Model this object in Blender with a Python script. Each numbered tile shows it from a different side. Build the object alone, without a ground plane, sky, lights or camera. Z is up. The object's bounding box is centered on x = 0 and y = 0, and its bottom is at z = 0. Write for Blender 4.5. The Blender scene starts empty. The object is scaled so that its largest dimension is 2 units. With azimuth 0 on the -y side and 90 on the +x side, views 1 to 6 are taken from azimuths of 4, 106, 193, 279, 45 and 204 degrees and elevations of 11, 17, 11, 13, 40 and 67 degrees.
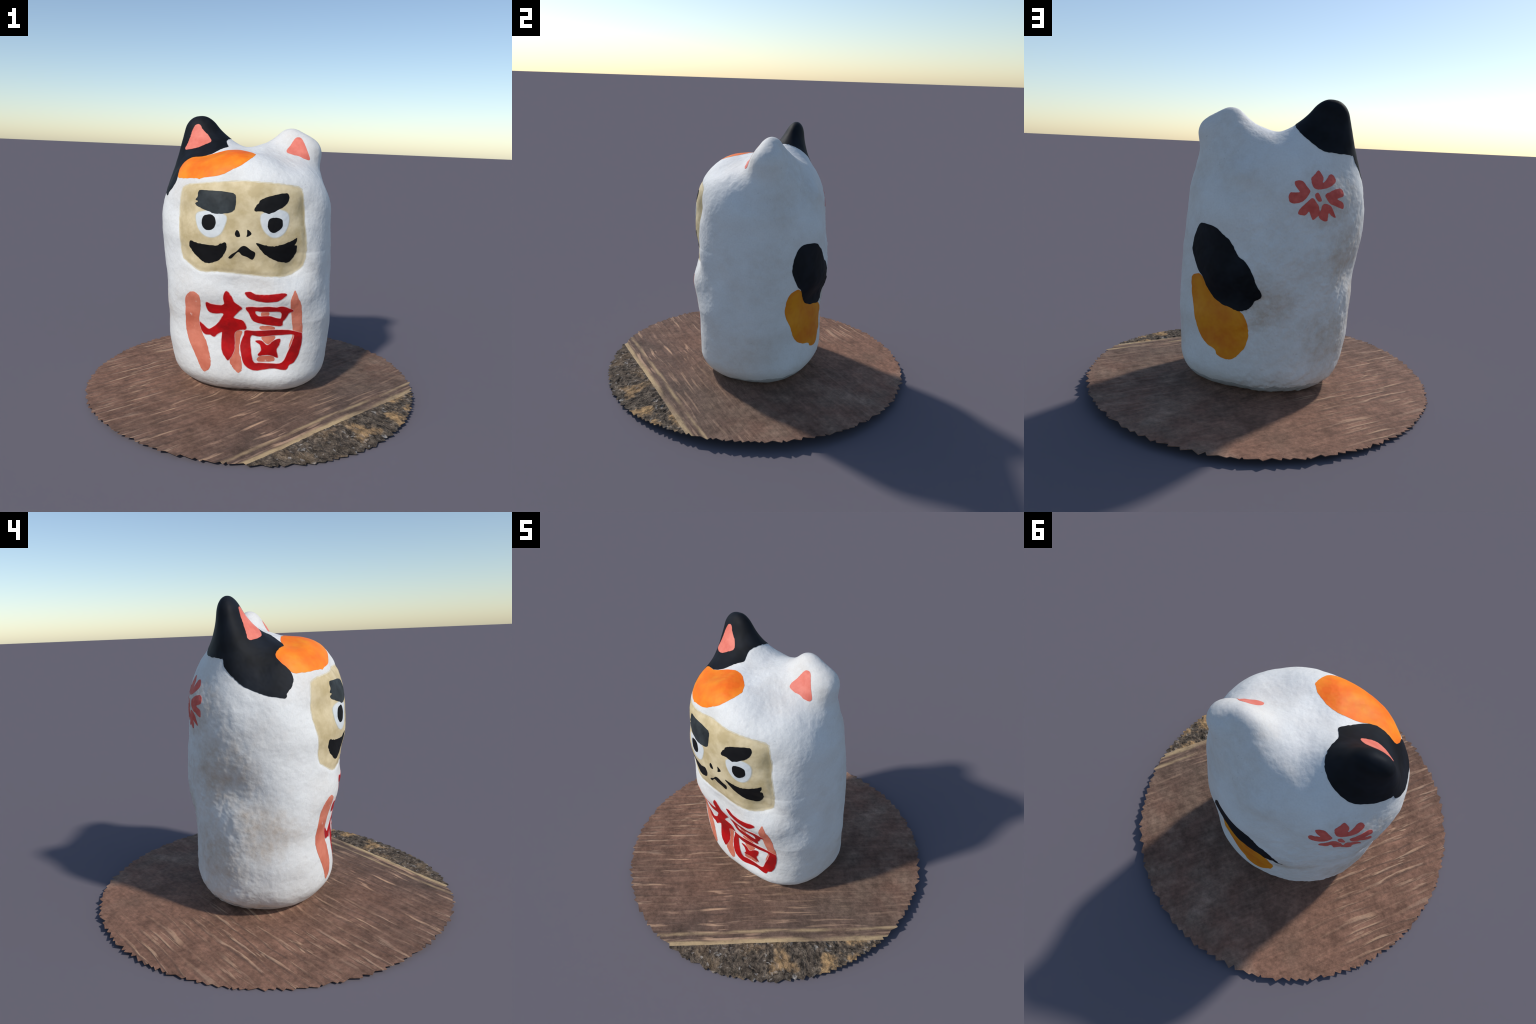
"""A hand-painted clay lucky cat with a scowling round-doll face, standing on a
ragged-edged disc of weathered wood.  Everything is procedural: the clay body is
an implicit surface (side profiles + crown + two ears) sampled along rays from
its middle; the painted marks are thin films of paint laid on that surface."""
import bpy, bmesh, math, random
import numpy as np
from mathutils import Vector
from mathutils.bvhtree import BVHTree
from mathutils.geometry import delaunay_2d_cdt

rng = random.Random(7)
CENTRE = np.array([0.0, 0.0, 0.75])        # rays of the body start here

# --------------------------------------------------------------------------
# noise (vectorised gradient noise) and small helpers
# --------------------------------------------------------------------------
def hash3(i, j, k, seed):
    h = (i * 374761393 + j * 668265263 + k * 1440662683 + seed * 974634777) & 0xFFFFFFFF
    h = ((h ^ (h >> 13)) * 1274126177) & 0xFFFFFFFF
    return ((h ^ (h >> 16)) & 0xFFFF) / 32767.5 - 1.0

def noise3(p, scale, seed=0):
    q = p * scale
    b = np.floor(q).astype(np.int64)
    t = q - b
    w = t * t * t * (t * (t * 6 - 15) + 10)
    out = 0.0
    for dx in (0, 1):
        for dy in (0, 1):
            for dz in (0, 1):
                g = hash3(b[:, 0] + dx, b[:, 1] + dy, b[:, 2] + dz, seed)
                out = out + g * (w[:, 0] if dx else 1 - w[:, 0]) * (w[:, 1] if dy else 1 - w[:, 1]) * (w[:, 2] if dz else 1 - w[:, 2])
    return out

def smoothstep(a, b, x):
    t = np.clip((x - a) / (b - a), 0, 1)
    return t * t * (3 - 2 * t)

def smooth_max(a, b, k):
    h = np.maximum(k - np.abs(a - b), 0) / k
    return np.maximum(a, b) + h * h * k * 0.25

def smooth_min(a, b, k):
    return -smooth_max(-a, -b, k)

# --------------------------------------------------------------------------
# the clay body as an implicit surface (negative inside)
# --------------------------------------------------------------------------
HEIGHT = np.array([.05, .15, .25, .35, .45, .55, .65, .75, .85, .95, 1.05, 1.15, 1.25, 1.35, 1.46])
SIDE_LEFT = np.array([-0.529, -0.515, -0.505, -0.51, -0.514, -0.521, -0.524, -0.538, -0.551, -0.559, -0.56, -0.543, -0.509, -0.479, -0.454])
SIDE_RIGHT = np.array([0.516, 0.493, 0.468, 0.466, 0.473, 0.474, 0.466, 0.457, 0.451, 0.446, 0.437, 0.431, 0.413, 0.399, 0.384])
SIDE_FRONT = np.array([-0.383, -0.375, -0.351, -0.336, -0.332, -0.355, -0.391, -0.39, -0.392, -0.41, -0.411, -0.406, -0.402, -0.408, -0.436])
SIDE_BACK = np.array([0.482, 0.462, 0.431, 0.416, 0.416, 0.424, 0.447, 0.444, 0.43, 0.409, 0.393, 0.381, 0.366, 0.362, 0.379])
# how square each corner of the cross-section is, from foot to crown
SQUARE_FRONT_LEFT = [2.229, 2.615, 1.987, 1.952]
SQUARE_FRONT_RIGHT = [2.417, 2.91, 2.007, 2.212]
SQUARE_BACK_LEFT = [2.067, 1.907, 2.04, 2.291]
SQUARE_BACK_RIGHT = [2.271, 1.996, 2.201, 2.225]
CROWN = [1.433, -0.08, 0.025, 0.036, -0.1, -0.137]                # saddle-shaped top: 1, x, y, xx, xy, yy
FOOT = [0.024, 0.014, 0.015]
CROWN_ROUND, FOOT_ROUND = abs(0.261) + .02, abs(0.307) + .02
# thumb dents and swellings: azimuth (deg), height, depth, width (deg), height
DENTS = [
    [39.271, 0.813, -0.036, 13.719, 0.073],
    [-7.578, 0.689, -0.021, 19.21, 0.128],
    [89.998, 0.568, -0.01, 13.998, 0.124],
    [235.132, 1.157, 0.03, 24.552, 0.164],
    [140.131, 0.519, -0.043, 20.022, 0.297],
    [20.241, 0.249, -0.03, 20.338, 0.079],
    [165.005, 1.03, 0.046, 23.995, 0.13],
    [169.989, 0.6, -0.03, 19.993, 0.08],
    [53.024, 0.85, 0.029, 12.98, 0.08],
    [141.003, 0.45, 0.024, 11.999, 0.09],
    [152, 1.41, -0.04, 17.999, 0.06],
    [256.003, 0.73, -0.026, 12.999, 0.1],
    [303.97, 1.091, -0.024, 10.96, 0.091],
    [44.999, 1.13, -0.02, 10.003, 0.08],
    [342.005, 1.271, -0.025, 14.035, 0.06],
    [75.002, 0.75, -0.01, 9.004, 0.08],
    [352, 0.37, -0.018, 12.01, 0.08],
    [217.017, 0.7, -0.02, 9.974, 0.1],
    [176, 1.24, 0.03, 17.999, 0.07],
    [63.012, 0.62, -0.017, 13.963, 0.09],
]
# hollows and swellings of the crown: x, y, height, radius
CROWN_DABS = [
    [0.025, 0.011, 0.031, 0.091],
    [0.187, -0.187, -0.035, 0.118],
    [-0.271, -0.141, -0.036, 0.093],
]
# ears: tip, root, half width, half depth, tip radius, turn
EAR_BLACK = np.array([-0.383, 0.128, 1.609, -0.31, 0.082, 1.261, 0.1, 0.056, 0.064, -0.004])
EAR_WHITE = np.array([0.199, 0.111, 1.575, 0.154, 0.127, 1.339, 0.146, 0.101, 0.085, -0.177])
EAR_EDGE = [0.025, 0.051]              # half thickness of each ear at its tip
EAR_KNOB = [0.285, 0.115, 1.443, 0.073, 0.07]          # lump on the outer side of the white ear: centre, radius, blend
EAR_BLEND = [abs(v) + .01 for v in [0.257, 0.157]]

def profile(z, v):
    m = np.gradient(v, HEIGHT)
    i = np.clip(np.searchsorted(HEIGHT, z) - 1, 0, len(HEIGHT) - 2)
    h = HEIGHT[i + 1] - HEIGHT[i]
    t = np.clip((z - HEIGHT[i]) / h, -1.0, 2.0)
    c = np.clip(t, 0, 1)
    y = ((2 * c**3 - 3 * c**2 + 1) * v[i] + (c**3 - 2 * c**2 + c) * h * m[i]
         + (-2 * c**3 + 3 * c**2) * v[i + 1] + (c**3 - c**2) * h * m[i + 1])
    return y + np.where(t < 0, t * h * m[i], 0) + np.where(t > 1, (t - 1) * h * m[i + 1], 0)

def side_distance(x, y, z):
    xl, xr, yf, yb = (profile(z, v) for v in (SIDE_LEFT, SIDE_RIGHT, SIDE_FRONT, SIDE_BACK))
    cx, cy = (xl + xr) / 2, (yf + yb) / 2
    u = (x - cx) / np.maximum((xr - xl) / 2, .02)
    v = (y - cy) / np.maximum((yb - yf) / 2, .02)
    right, back = 0.5 + 0.5 * np.tanh(u * 6), 0.5 + 0.5 * np.tanh(v * 6)
    t = np.clip((z - .1) / 1.2, 0, 1) * 3
    sq = lambda q: np.interp(t, [0, 1, 2, 3], q)
    n = ((sq(SQUARE_FRONT_LEFT) * (1 - right) + sq(SQUARE_FRONT_RIGHT) * right) * (1 - back)
         + (sq(SQUARE_BACK_LEFT) * (1 - right) + sq(SQUARE_BACK_RIGHT) * right) * back)
    n = np.clip(n, 1.3, 6)
    g = (np.abs(u)**n + np.abs(v)**n + 1e-12)**(1 / n)
    azimuth = np.degrees(np.arctan2(x, -y))
    swell = 0
    for a, h, depth, wa, wh in DENTS:
        da = (azimuth - a + 180) % 360 - 180
        swell = swell + depth * np.exp(-(da / wa)**2 - ((z - h) / wh)**2)
    return np.sqrt((x - cx)**2 + (y - cy)**2 + 1e-9) * (1 - 1 / np.maximum(g, 1e-3)) - swell

def ear_distance(x, y, z, e, edge):
    tip, root = e[0:3], e[3:6]
    axis = tip - root
    length = np.sqrt(axis @ axis)
    axis = axis / length
    w = np.array([math.cos(e[9]), math.sin(e[9]), 0.0])
    w = w - axis * (w @ axis)
    w /= np.sqrt(w @ w)
    d = np.cross(axis, w)
    qx, qy, qz = x - root[0], y - root[1], z - root[2]
    a = qx * axis[0] + qy * axis[1] + qz * axis[2]
    b = qx * w[0] + qy * w[1] + qz * w[2]
    c = (qx * d[0] + qy * d[1] + qz * d[2])
    r1, r2 = e[6], e[8]
    H = length - r2
    q = np.clip(a / H, 0, 1.05)
    c = c * (r1 + (r2 - r1) * q) / (e[7] + (abs(edge) + .01 - e[7]) * q)
    r = np.sqrt(b * b + c * c + 1e-9)
    s = np.clip((r1 - r2) / H, -.99, .99)
    k = math.sqrt(1 - s * s)
    side = -s * r + k * a
    return np.where(side < 0, np.sqrt(r * r + a * a) - r1,
                    np.where(side > k * H, np.sqrt(r * r + (a - H)**2) - r2, r * k + a * s - r1))

def trunk_distance(x, y, z):
    d = side_distance(x, y, z)
    c = CROWN
    crown = c[0] + c[1] * x + c[2] * y + c[3] * x * x + c[4] * x * y + c[5] * y * y
    for cx, cy, h, r in CROWN_DABS:
        crown = crown + h * np.exp(-((x - cx)**2 + (y - cy)**2) / r**2)
    d = smooth_max(d, (z - crown) * 0.9, CROWN_ROUND)
    return smooth_max(d, FOOT[0] + FOOT[1] * x + FOOT[2] * y - z, FOOT_ROUND)

def body_distance(p):
    x, y, z = p[:, 0], p[:, 1], p[:, 2]
    d = trunk_distance(x, y, z)
    d = smooth_min(d, ear_distance(x, y, z, EAR_BLACK, EAR_EDGE[0]), EAR_BLEND[0])
    d = smooth_min(d, ear_distance(x, y, z, EAR_WHITE, EAR_EDGE[1]), EAR_BLEND[1])
    k = EAR_KNOB
    knob = np.sqrt((x - k[0])**2 + (y - k[1])**2 + (z - k[2])**2 + 1e-9) - k[3]
    return smooth_min(d, knob, abs(k[4]) + .01)

# --------------------------------------------------------------------------
# outlines of the painted marks
# --------------------------------------------------------------------------
def spline(pts, steps=6, closed=True):
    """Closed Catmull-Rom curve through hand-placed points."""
    p = np.array(pts, float)
    n = len(p)
    out = []
    for i in range(n):
        a, b, c, d = p[i - 1], p[i], p[(i + 1) % n], p[(i + 2) % n]
        for k in range(steps):
            t = k / steps
            out.append(0.5 * (2 * b + (c - a) * t + (2 * a - 5 * b + 4 * c - d) * t * t + (3 * b - a - 3 * c + d) * t**3))
    return np.array(out)

def inside(points, loop):
    x, y = points[:, 0], points[:, 1]
    a, b = loop, np.roll(loop, -1, 0)
    hit = np.zeros(len(points), bool)
    for (x1, y1), (x2, y2) in zip(a, b):
        if y1 == y2:
            continue
        hit ^= ((y1 > y) != (y2 > y)) & (x < (x2 - x1) * (y - y1) / (y2 - y1) + x1)
    return hit

def loop_distance(points, loop):
    a, b = loop, np.roll(loop, -1, 0)
    best = np.full(len(points), 9.0)
    for p, q in zip(a, b):
        d = q - p
        t = np.clip(((points - p) @ d) / max(d @ d, 1e-12), 0, 1)
        best = np.minimum(best, np.hypot(*(points - p - t[:, None] * d).T))
    return best

FACE_PANEL = [(-0.402, 1.197), (-0.41, 1.069), (-0.398, 0.94), (-0.384, 0.85), (-0.349, 0.818), (-0.272, 0.781), (-0.179, 0.786), (-0.089, 0.784), (0.031, 0.778), (0.134, 0.773), (0.211, 0.779), (0.276, 0.821), (0.294, 0.882), (0.295, 0.951), (0.281, 1.056), (0.266, 1.184), (0.256, 1.235), (0.232, 1.252), (0.16, 1.264), (0.06, 1.271), (-0.042, 1.274), (-0.12, 1.269), (-0.25, 1.255), (-0.317, 1.246), (-0.373, 1.233)]

# --------------------------------------------------------------------------
# materials
# --------------------------------------------------------------------------
class Mat:
    """Small builder for node materials."""
    def __init__(self, name, rough=0.6, spec=0.4):
        self.m = bpy.data.materials.new(name)
        self.m.use_nodes = True
        self.t = self.m.node_tree
        self.b = self.t.nodes["Principled BSDF"]
        self.b.inputs["Roughness"].default_value = rough
        self.b.inputs["Specular IOR Level"].default_value = spec
        self.co = self.node("ShaderNodeTexCoord").outputs["Object"]

    def node(self, kind, **kw):
        n = self.t.nodes.new(kind)
        for k, v in kw.items():
            setattr(n, k, v)
        return n

    def put(self, sock, v):
        if isinstance(v, bpy.types.NodeSocket):
            self.t.links.new(v, sock)
        elif isinstance(v, (tuple, list)) and len(v) == 3 and sock.type == 'RGBA':
            sock.default_value = (*v, 1)
        else:
            sock.default_value = v

    def mapped(self, scale=(1, 1, 1), turn=0.0, move=(0, 0, 0)):
        n = self.node("ShaderNodeMapping", vector_type='POINT')
        self.put(n.inputs["Vector"], self.co)
        n.inputs["Scale"].default_value = scale
        n.inputs["Rotation"].default_value = (0, 0, turn)
        n.inputs["Location"].default_value = move
        return n.outputs[0]

    def noise(self, scale, detail=4, rough=0.55, vec=None, distort=0.0):
        n = self.node("ShaderNodeTexNoise")
        self.put(n.inputs["Vector"], vec or self.co)
        n.inputs["Scale"].default_value = scale
        n.inputs["Detail"].default_value = detail
        n.inputs["Roughness"].default_value = rough
        n.inputs["Distortion"].default_value = distort
        return n.outputs["Fac"]

    def voronoi(self, scale, vec=None, feature='F1', out="Distance"):
        n = self.node("ShaderNodeTexVoronoi", feature=feature)
        self.put(n.inputs["Vector"], vec or self.co)
        n.inputs["Scale"].default_value = scale
        return n.outputs[out]

    def ramp(self, fac, *stops):
        n = self.node("ShaderNodeValToRGB")
        self.put(n.inputs[0], fac)
        e = n.color_ramp.elements
        while len(e) < len(stops):
            e.new(0.5)
        for el, (pos, col) in zip(e, stops):
            el.position = pos
            el.color = (col, col, col, 1) if isinstance(col, (int, float)) else (*col, 1)
        return n.outputs[0]

    def mix(self, fac, a, b, mode='MIX'):
        n = self.node("ShaderNodeMix", data_type='RGBA', blend_type=mode)
        self.put(n.inputs[0], fac)
        self.put(n.inputs[6], a)
        self.put(n.inputs[7], b)
        return n.outputs[2]

    def math(self, op, a, b=0.0):
        n = self.node("ShaderNodeMath", operation=op)
        self.put(n.inputs[0], a)
        self.put(n.inputs[1], b)
        return n.outputs[0]

    def done(self, colour, height=None, strength=0.3, dist=0.004):
        self.put(self.b.inputs["Base Color"], colour)
        if height is not None:
            n = self.node("ShaderNodeBump")
            n.inputs["Strength"].default_value = strength
            n.inputs["Distance"].default_value = dist
            self.put(n.inputs["Height"], height)
            self.put(self.b.inputs["Normal"], n.outputs[0])
        return self.m

def clay_height(m):
    dabs = m.voronoi(34, feature='SMOOTH_F1')
    return m.math('ADD', m.math('MULTIPLY', m.noise(42, 5), 0.7), m.math('MULTIPLY', dabs, 0.5))

# brown patches painting in the shade baked on side and back: centre, radius
SHADE_TINTS = [((-.50, .18, .80), .26), ((-.46, .24, .34), .26), ((-.12, .42, .55), .22), ((-.42, .27, 1.10), .20), ((-.36, .05, .07), .2), ((-.50, -.02, .50), .22)]

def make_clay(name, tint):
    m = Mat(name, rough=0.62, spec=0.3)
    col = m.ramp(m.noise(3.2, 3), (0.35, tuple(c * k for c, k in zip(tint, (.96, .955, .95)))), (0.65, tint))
    # beige mottling and patches that put baked warm shade into the colour
    baked_tint = m.ramp(m.noise(2.3, 4, .6, vec=m.mapped(move=(3.1, .4, 1.7))), (.46, 0.0), (.70, .45))
    for place, size in SHADE_TINTS:
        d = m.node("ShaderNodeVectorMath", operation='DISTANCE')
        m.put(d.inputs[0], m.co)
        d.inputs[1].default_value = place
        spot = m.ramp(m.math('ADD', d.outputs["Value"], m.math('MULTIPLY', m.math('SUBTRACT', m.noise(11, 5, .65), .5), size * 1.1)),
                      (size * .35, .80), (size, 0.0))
        baked_tint = m.math('MAXIMUM', baked_tint, spot)
    tint_mottle = m.ramp(m.noise(18, 5, .7), (.32, .35), (.66, 1.0))
    col = m.mix(m.math('MULTIPLY', baked_tint, tint_mottle), col, (.51, .41, .315))
    pits = m.ramp(m.noise(55, 2), (0.24, 0.72), (0.31, 1.0))
    patches = m.ramp(m.noise(7, 2), (0.42, 0.0), (0.62, 1.0))
    col = m.mix(m.math('MULTIPLY', patches, 0.75), col, m.mix(1.0, col, pits, 'MULTIPLY'))
    grain = m.ramp(m.noise(120, 3), (0.3, .94), (0.6, 1.0))
    col = m.mix(1.0, col, grain, 'MULTIPLY')
    return m.done(col, clay_height(m), 0.45, 0.007)

def make_paint(name, a, b, scale=14, rough=0.5, spec=0.4, bump=0.25):
    m = Mat(name, rough=rough, spec=spec)
    col = m.ramp(m.noise(scale, 4, 0.6), (0.36, a), (0.66, b))
    return m.done(col, clay_height(m), bump, 0.006)

def make_wash(name, a, b, thin):
    """Watery paint that lets the white clay through in spots."""
    m = Mat(name, rough=.5, spec=.4)
    col = m.ramp(m.noise(9, 4, 0.6), (0.36, a), (0.66, b))
    bare = m.ramp(m.noise(26, 3, .6), (.66, 0.0), (.74, .75))
    return m.done(m.mix(bare, col, thin), clay_height(m), .25, .006)

WHITE = (0.775, 0.775, 0.755)
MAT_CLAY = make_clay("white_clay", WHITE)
MAT_SCAN_FILL = make_paint("scan_fill_grey", (.40, .41, .40), (.50, .50, .49), 20, 0.8)  # grey of the scan's hole fill, kept as the body's lowest band
MAT_FACE = make_paint("tan_face_paint", (.52, .41, .22), (.72, .60, .38), 9, 0.6, .3)
MAT_FACE_EDGE = make_paint("tan_edge_blend", (.62, .54, .38), (.70, .65, .52), 14, 0.6, .3)  # in-between tone for an added film that softens the panel's outline
MAT_EYE = make_paint("eye_white_paint", (.62, .66, .67), (.72, .74, .74), 12, 0.5)
MAT_EYE_EDGE = make_paint("eye_edge_blend", (.56, .53, .42), (.64, .61, .51), 14, 0.6)  # in-between tone for an added film that softens the eye's outline
MAT_BLACK = make_paint("black_paint", (.005, .005, .006), (.008, .008, .009), 10, 0.65, 0.14, .12)
MAT_FUR = make_paint("black_fur_paint", (.005, .006, .008), (.010, .013, .019), 7, 0.62, 0.14, .12)
MAT_GREY = make_paint("worn_black_paint", (.016, .020, .022), (.040, .048, .052), 9, 0.6, .18, .12)
MAT_RED = make_paint("red_brush_paint", (.30, .004, .006), (.52, .004, .006), 10, 0.5, .25)
MAT_RED_EDGE = make_paint("pink_edge_blur", (.62, .30, .28), (.70, .45, .43), 18, 0.5)
MAT_SALMON = make_wash("salmon_wash_paint", (.58, .145, .085), (.72, .235, .15), (.78, .60, .54))
MAT_PINK = make_paint("pink_ear_paint", (.72, .165, .115), (.82, .235, .17), 16, 0.55, .3)
MAT_ORANGE = make_paint("orange_fur_paint", (.92, .155, .008), (.92, .275, .014), 9, 0.55, .25)
MAT_AMBER = make_paint("amber_fur_paint", (.66, .17, .006), (.76, .28, .008), 8, 0.55, .25)
MAT_BLOSSOM = make_paint("blossom_red_paint", (.58, .085, .065), (.70, .13, .10), 22, 0.6, .25)

# --------------------------------------------------------------------------
# objects
# --------------------------------------------------------------------------
def link(name, mesh, parent=None, mats=()):
    o = bpy.data.objects.new(name, mesh)
    bpy.context.scene.collection.objects.link(o)
    o.parent = parent
    for m in mats:
        mesh.materials.append(m)
    return o

def empty(name, at, label, category):
    o = bpy.data.objects.new(name, None)
    bpy.context.scene.collection.objects.link(o)
    o.location = at
    o["label"] = label
    o["category"] = category
    return o

def mesh_from(name, verts, faces, smooth=True):
    me = bpy.data.meshes.new(name)
    me.from_pydata([tuple(v) for v in verts], [], [tuple(int(i) for i in f) for f in faces])
    if smooth:
        me.polygons.foreach_set("use_smooth", [True] * len(me.polygons))
    me.update()
    return me

# ------------------------------------------------------------- clay body ---
def ray_roots(dirs, guess=None, span=0.05):
    n = len(dirs)
    if guess is None:
        radii = np.linspace(1.15, 0.2, 96)
        lo = np.full(n, 0.2)
        hi = np.full(n, 1.15)
        found = np.zeros(n, bool)
        last = radii[0]
        for r in radii[1:]:
            neg = body_distance(CENTRE + dirs * r) < 0
            new = neg & ~found
            lo[new], hi[new] = r, last
            found |= neg
            last = r
    else:
        lo, hi = guess - span, guess + span
    for _ in range(15):
        mid = (lo + hi) / 2
        neg = body_distance(CENTRE + dirs * mid[:, None]) < 0
        lo, hi = np.where(neg, mid, lo), np.where(neg, hi, mid)
    return (lo + hi) / 2

def capsule_directions(rows, cols):
    """Directions whose hits are spread evenly over a tall capsule."""
    t = np.linspace(0, math.pi, 4000)
    rho, z = .46 * np.sin(t)**.5, .80 * np.sign(np.cos(t)) * np.abs(np.cos(t))**.6
    s = np.r_[0, np.cumsum(np.hypot(np.diff(rho), np.diff(z)))]
    at = np.linspace(0, s[-1], rows + 2)[1:-1]
    rho, z = np.interp(at, s, rho), np.interp(at, s, z)
    a = np.arange(cols) * 2 * math.pi / cols
    d = np.stack([rho[:, None] * np.sin(a), -rho[:, None] * np.cos(a), np.repeat(z[:, None], cols, 1)], -1)
    return d / np.linalg.norm(d, axis=2)[..., None]

ROWS, COLS = 430, 560

def build_body():
    step = 6
    coarse = capsule_directions(ROWS, COLS)
    rows_c = list(range(0, ROWS, step)) + ([ROWS - 1] if (ROWS - 1) % step else [])
    sub = coarse[rows_c][:, ::step]
    rc = ray_roots(sub.reshape(-1, 3)).reshape(sub.shape[:2])
    cols_c = np.arange(0, COLS, step)
    wide = np.array([np.interp(np.arange(COLS), np.r_[cols_c, COLS], np.r_[r, r[0]]) for r in rc])
    guess = np.array([np.interp(np.arange(ROWS), rows_c, wide[:, j]) for j in range(COLS)]).T
    dirs = coarse.reshape(-1, 3)
    ends = np.array([[0, 0, 1.0], [0, 0, -1.0]])
    r = np.r_[ray_roots(dirs, guess.reshape(-1)), ray_roots(ends)]
    dirs = np.vstack([dirs, ends])
    pts = CENTRE + dirs * r[:, None]
    # surface relief of hand-pressed clay
    x, y, z = pts.T
    azimuth = np.degrees(np.arctan2(x, -y)) % 360
    rough_back = smoothstep(165, 195, azimuth) * smoothstep(285, 240, azimuth) * smoothstep(1.28, 1.05, z)
    h = .0026 * noise3(pts, 9, 1) + .0013 * noise3(pts, 21, 2)
    slant = np.stack([x * 1.0, y * 1.0, z * .8 + .35 * (x + y)], 1)
    h += (.0005 + .0030 * rough_back) * noise3(slant, 34, 3)
    h += (.0004 + .0012 * rough_back) * noise3(pts, 90, 4)
    # carved edge round the face
    front = (y < -.1) & (z > .7) & (z < 1.35)
    loop = spline(FACE_PANEL, 3)
    d = np.full(len(pts), 9.0)
    d[front] = loop_distance(pts[front][:, [0, 2]], loop)
    h -= .0045 * np.exp(-(d / .014)**2)
    pts = pts + dirs * h[:, None]
    faces = []
    for i in range(ROWS - 1):
        a = i * COLS
        for j in range(COLS):
            k = (j + 1) % COLS
            faces.append((a + j, a + COLS + j, a + COLS + k, a + k))
    top, bottom = ROWS * COLS, ROWS * COLS + 1
    last = (ROWS - 1) * COLS
    for j in range(COLS):
        k = (j + 1) % COLS
        faces.append((j, k, top))
        faces.append((last + k, last + j, bottom))
    return pts, faces

figurine = empty("lucky_cat_figurine", (0, 0, FOOT[0]), "white clay lucky cat painted with a scowling tan doll face", "figurine")
ORIGIN = np.array([0, 0, FOOT[0]])

pts, faces = build_body()
whole = mesh_from("whole_body", pts - ORIGIN, faces)
NORMALS = np.array([v.vector[:] for v in whole.vertex_normals])
# make sure they look outward
if np.mean(np.sum(NORMALS * (pts - CENTRE), 1)) < 0:
    raise RuntimeError("body is inside out")
BODY_TREE = BVHTree.FromPolygons([Vector(p) for p in pts], faces, all_triangles=False)

def split_body():
    quads = [f for f in faces]
    mid = np.array([pts[list(f)].mean(0) for f in quads])
    x, y, z = mid.T
    trunk = trunk_distance(x, y, z)
    ear_b = ear_distance(x, y, z, EAR_BLACK, EAR_EDGE[0]) < trunk - .012
    ear_w = ear_distance(x, y, z, EAR_WHITE, EAR_EDGE[1]) < trunk - .012
    az = np.arctan2(x, -y)
    ragged = FOOT[0] + FOOT[1] * x + FOOT[2] * y + .060 + .006 * np.sin(az * 3 + 1) \
        + .010 * noise3(np.stack([np.cos(az), np.sin(az), 0 * az], 1), 9, 8) + .020 * smoothstep(-.1, .3, y)
    label = np.where(ear_b & (x < 0), 3, np.where(ear_w & (x > 0), 2, np.where(z > .735, 1, np.where(z > ragged, 0, 4))))
    for code, name, mat in ((0, "torso", MAT_CLAY), (1, "head", MAT_CLAY), (2, "ear", MAT_CLAY), (3, "ear", MAT_FUR), (4, "scan_fill_rim", MAT_SCAN_FILL)):
        idx = np.nonzero(label == code)[0]
        used = sorted({v for i in idx for v in quads[i]})
        remap = {v: i for i, v in enumerate(used)}
        me = mesh_from(name, pts[used] - ORIGIN, [[remap[v] for v in quads[i]] for i in idx])
        link(name, me, figurine, [mat])
        me.normals_split_custom_set_from_vertices([tuple(n) for n in NORMALS[used]])

split_body()

# ----------------------------------------------------------- paint films ---
def ray_front(q):
    return Vector((q[0], -2.0, q[1])), Vector((0, 1, 0))

def ray_round(q):
    """(azimuth in degrees: 0 front, 90 right, 180 back; height)"""
    a = math.radians(q[0])
    d = Vector((math.sin(a), -math.cos(a), 0))
    return d * 2 + Vector((0, 0, q[1])), -d

CROWN_AXIS = np.array([-.45, -.1, .65]) / np.linalg.norm([-.45, -.1, .65])
CROWN_U = np.cross([0, 0, 1], CROWN_AXIS)
CROWN_U /= np.linalg.norm(CROWN_U)
CROWN_V = np.cross(CROWN_AXIS, CROWN_U)

def ray_crown(q):
    """plane square to the axis through the black ear"""
    d = CROWN_AXIS + CROWN_U * q[0] + CROWN_V * q[1]
    d /= np.linalg.norm(d)
    return Vector(CENTRE + d * 2), Vector(-d)

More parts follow.
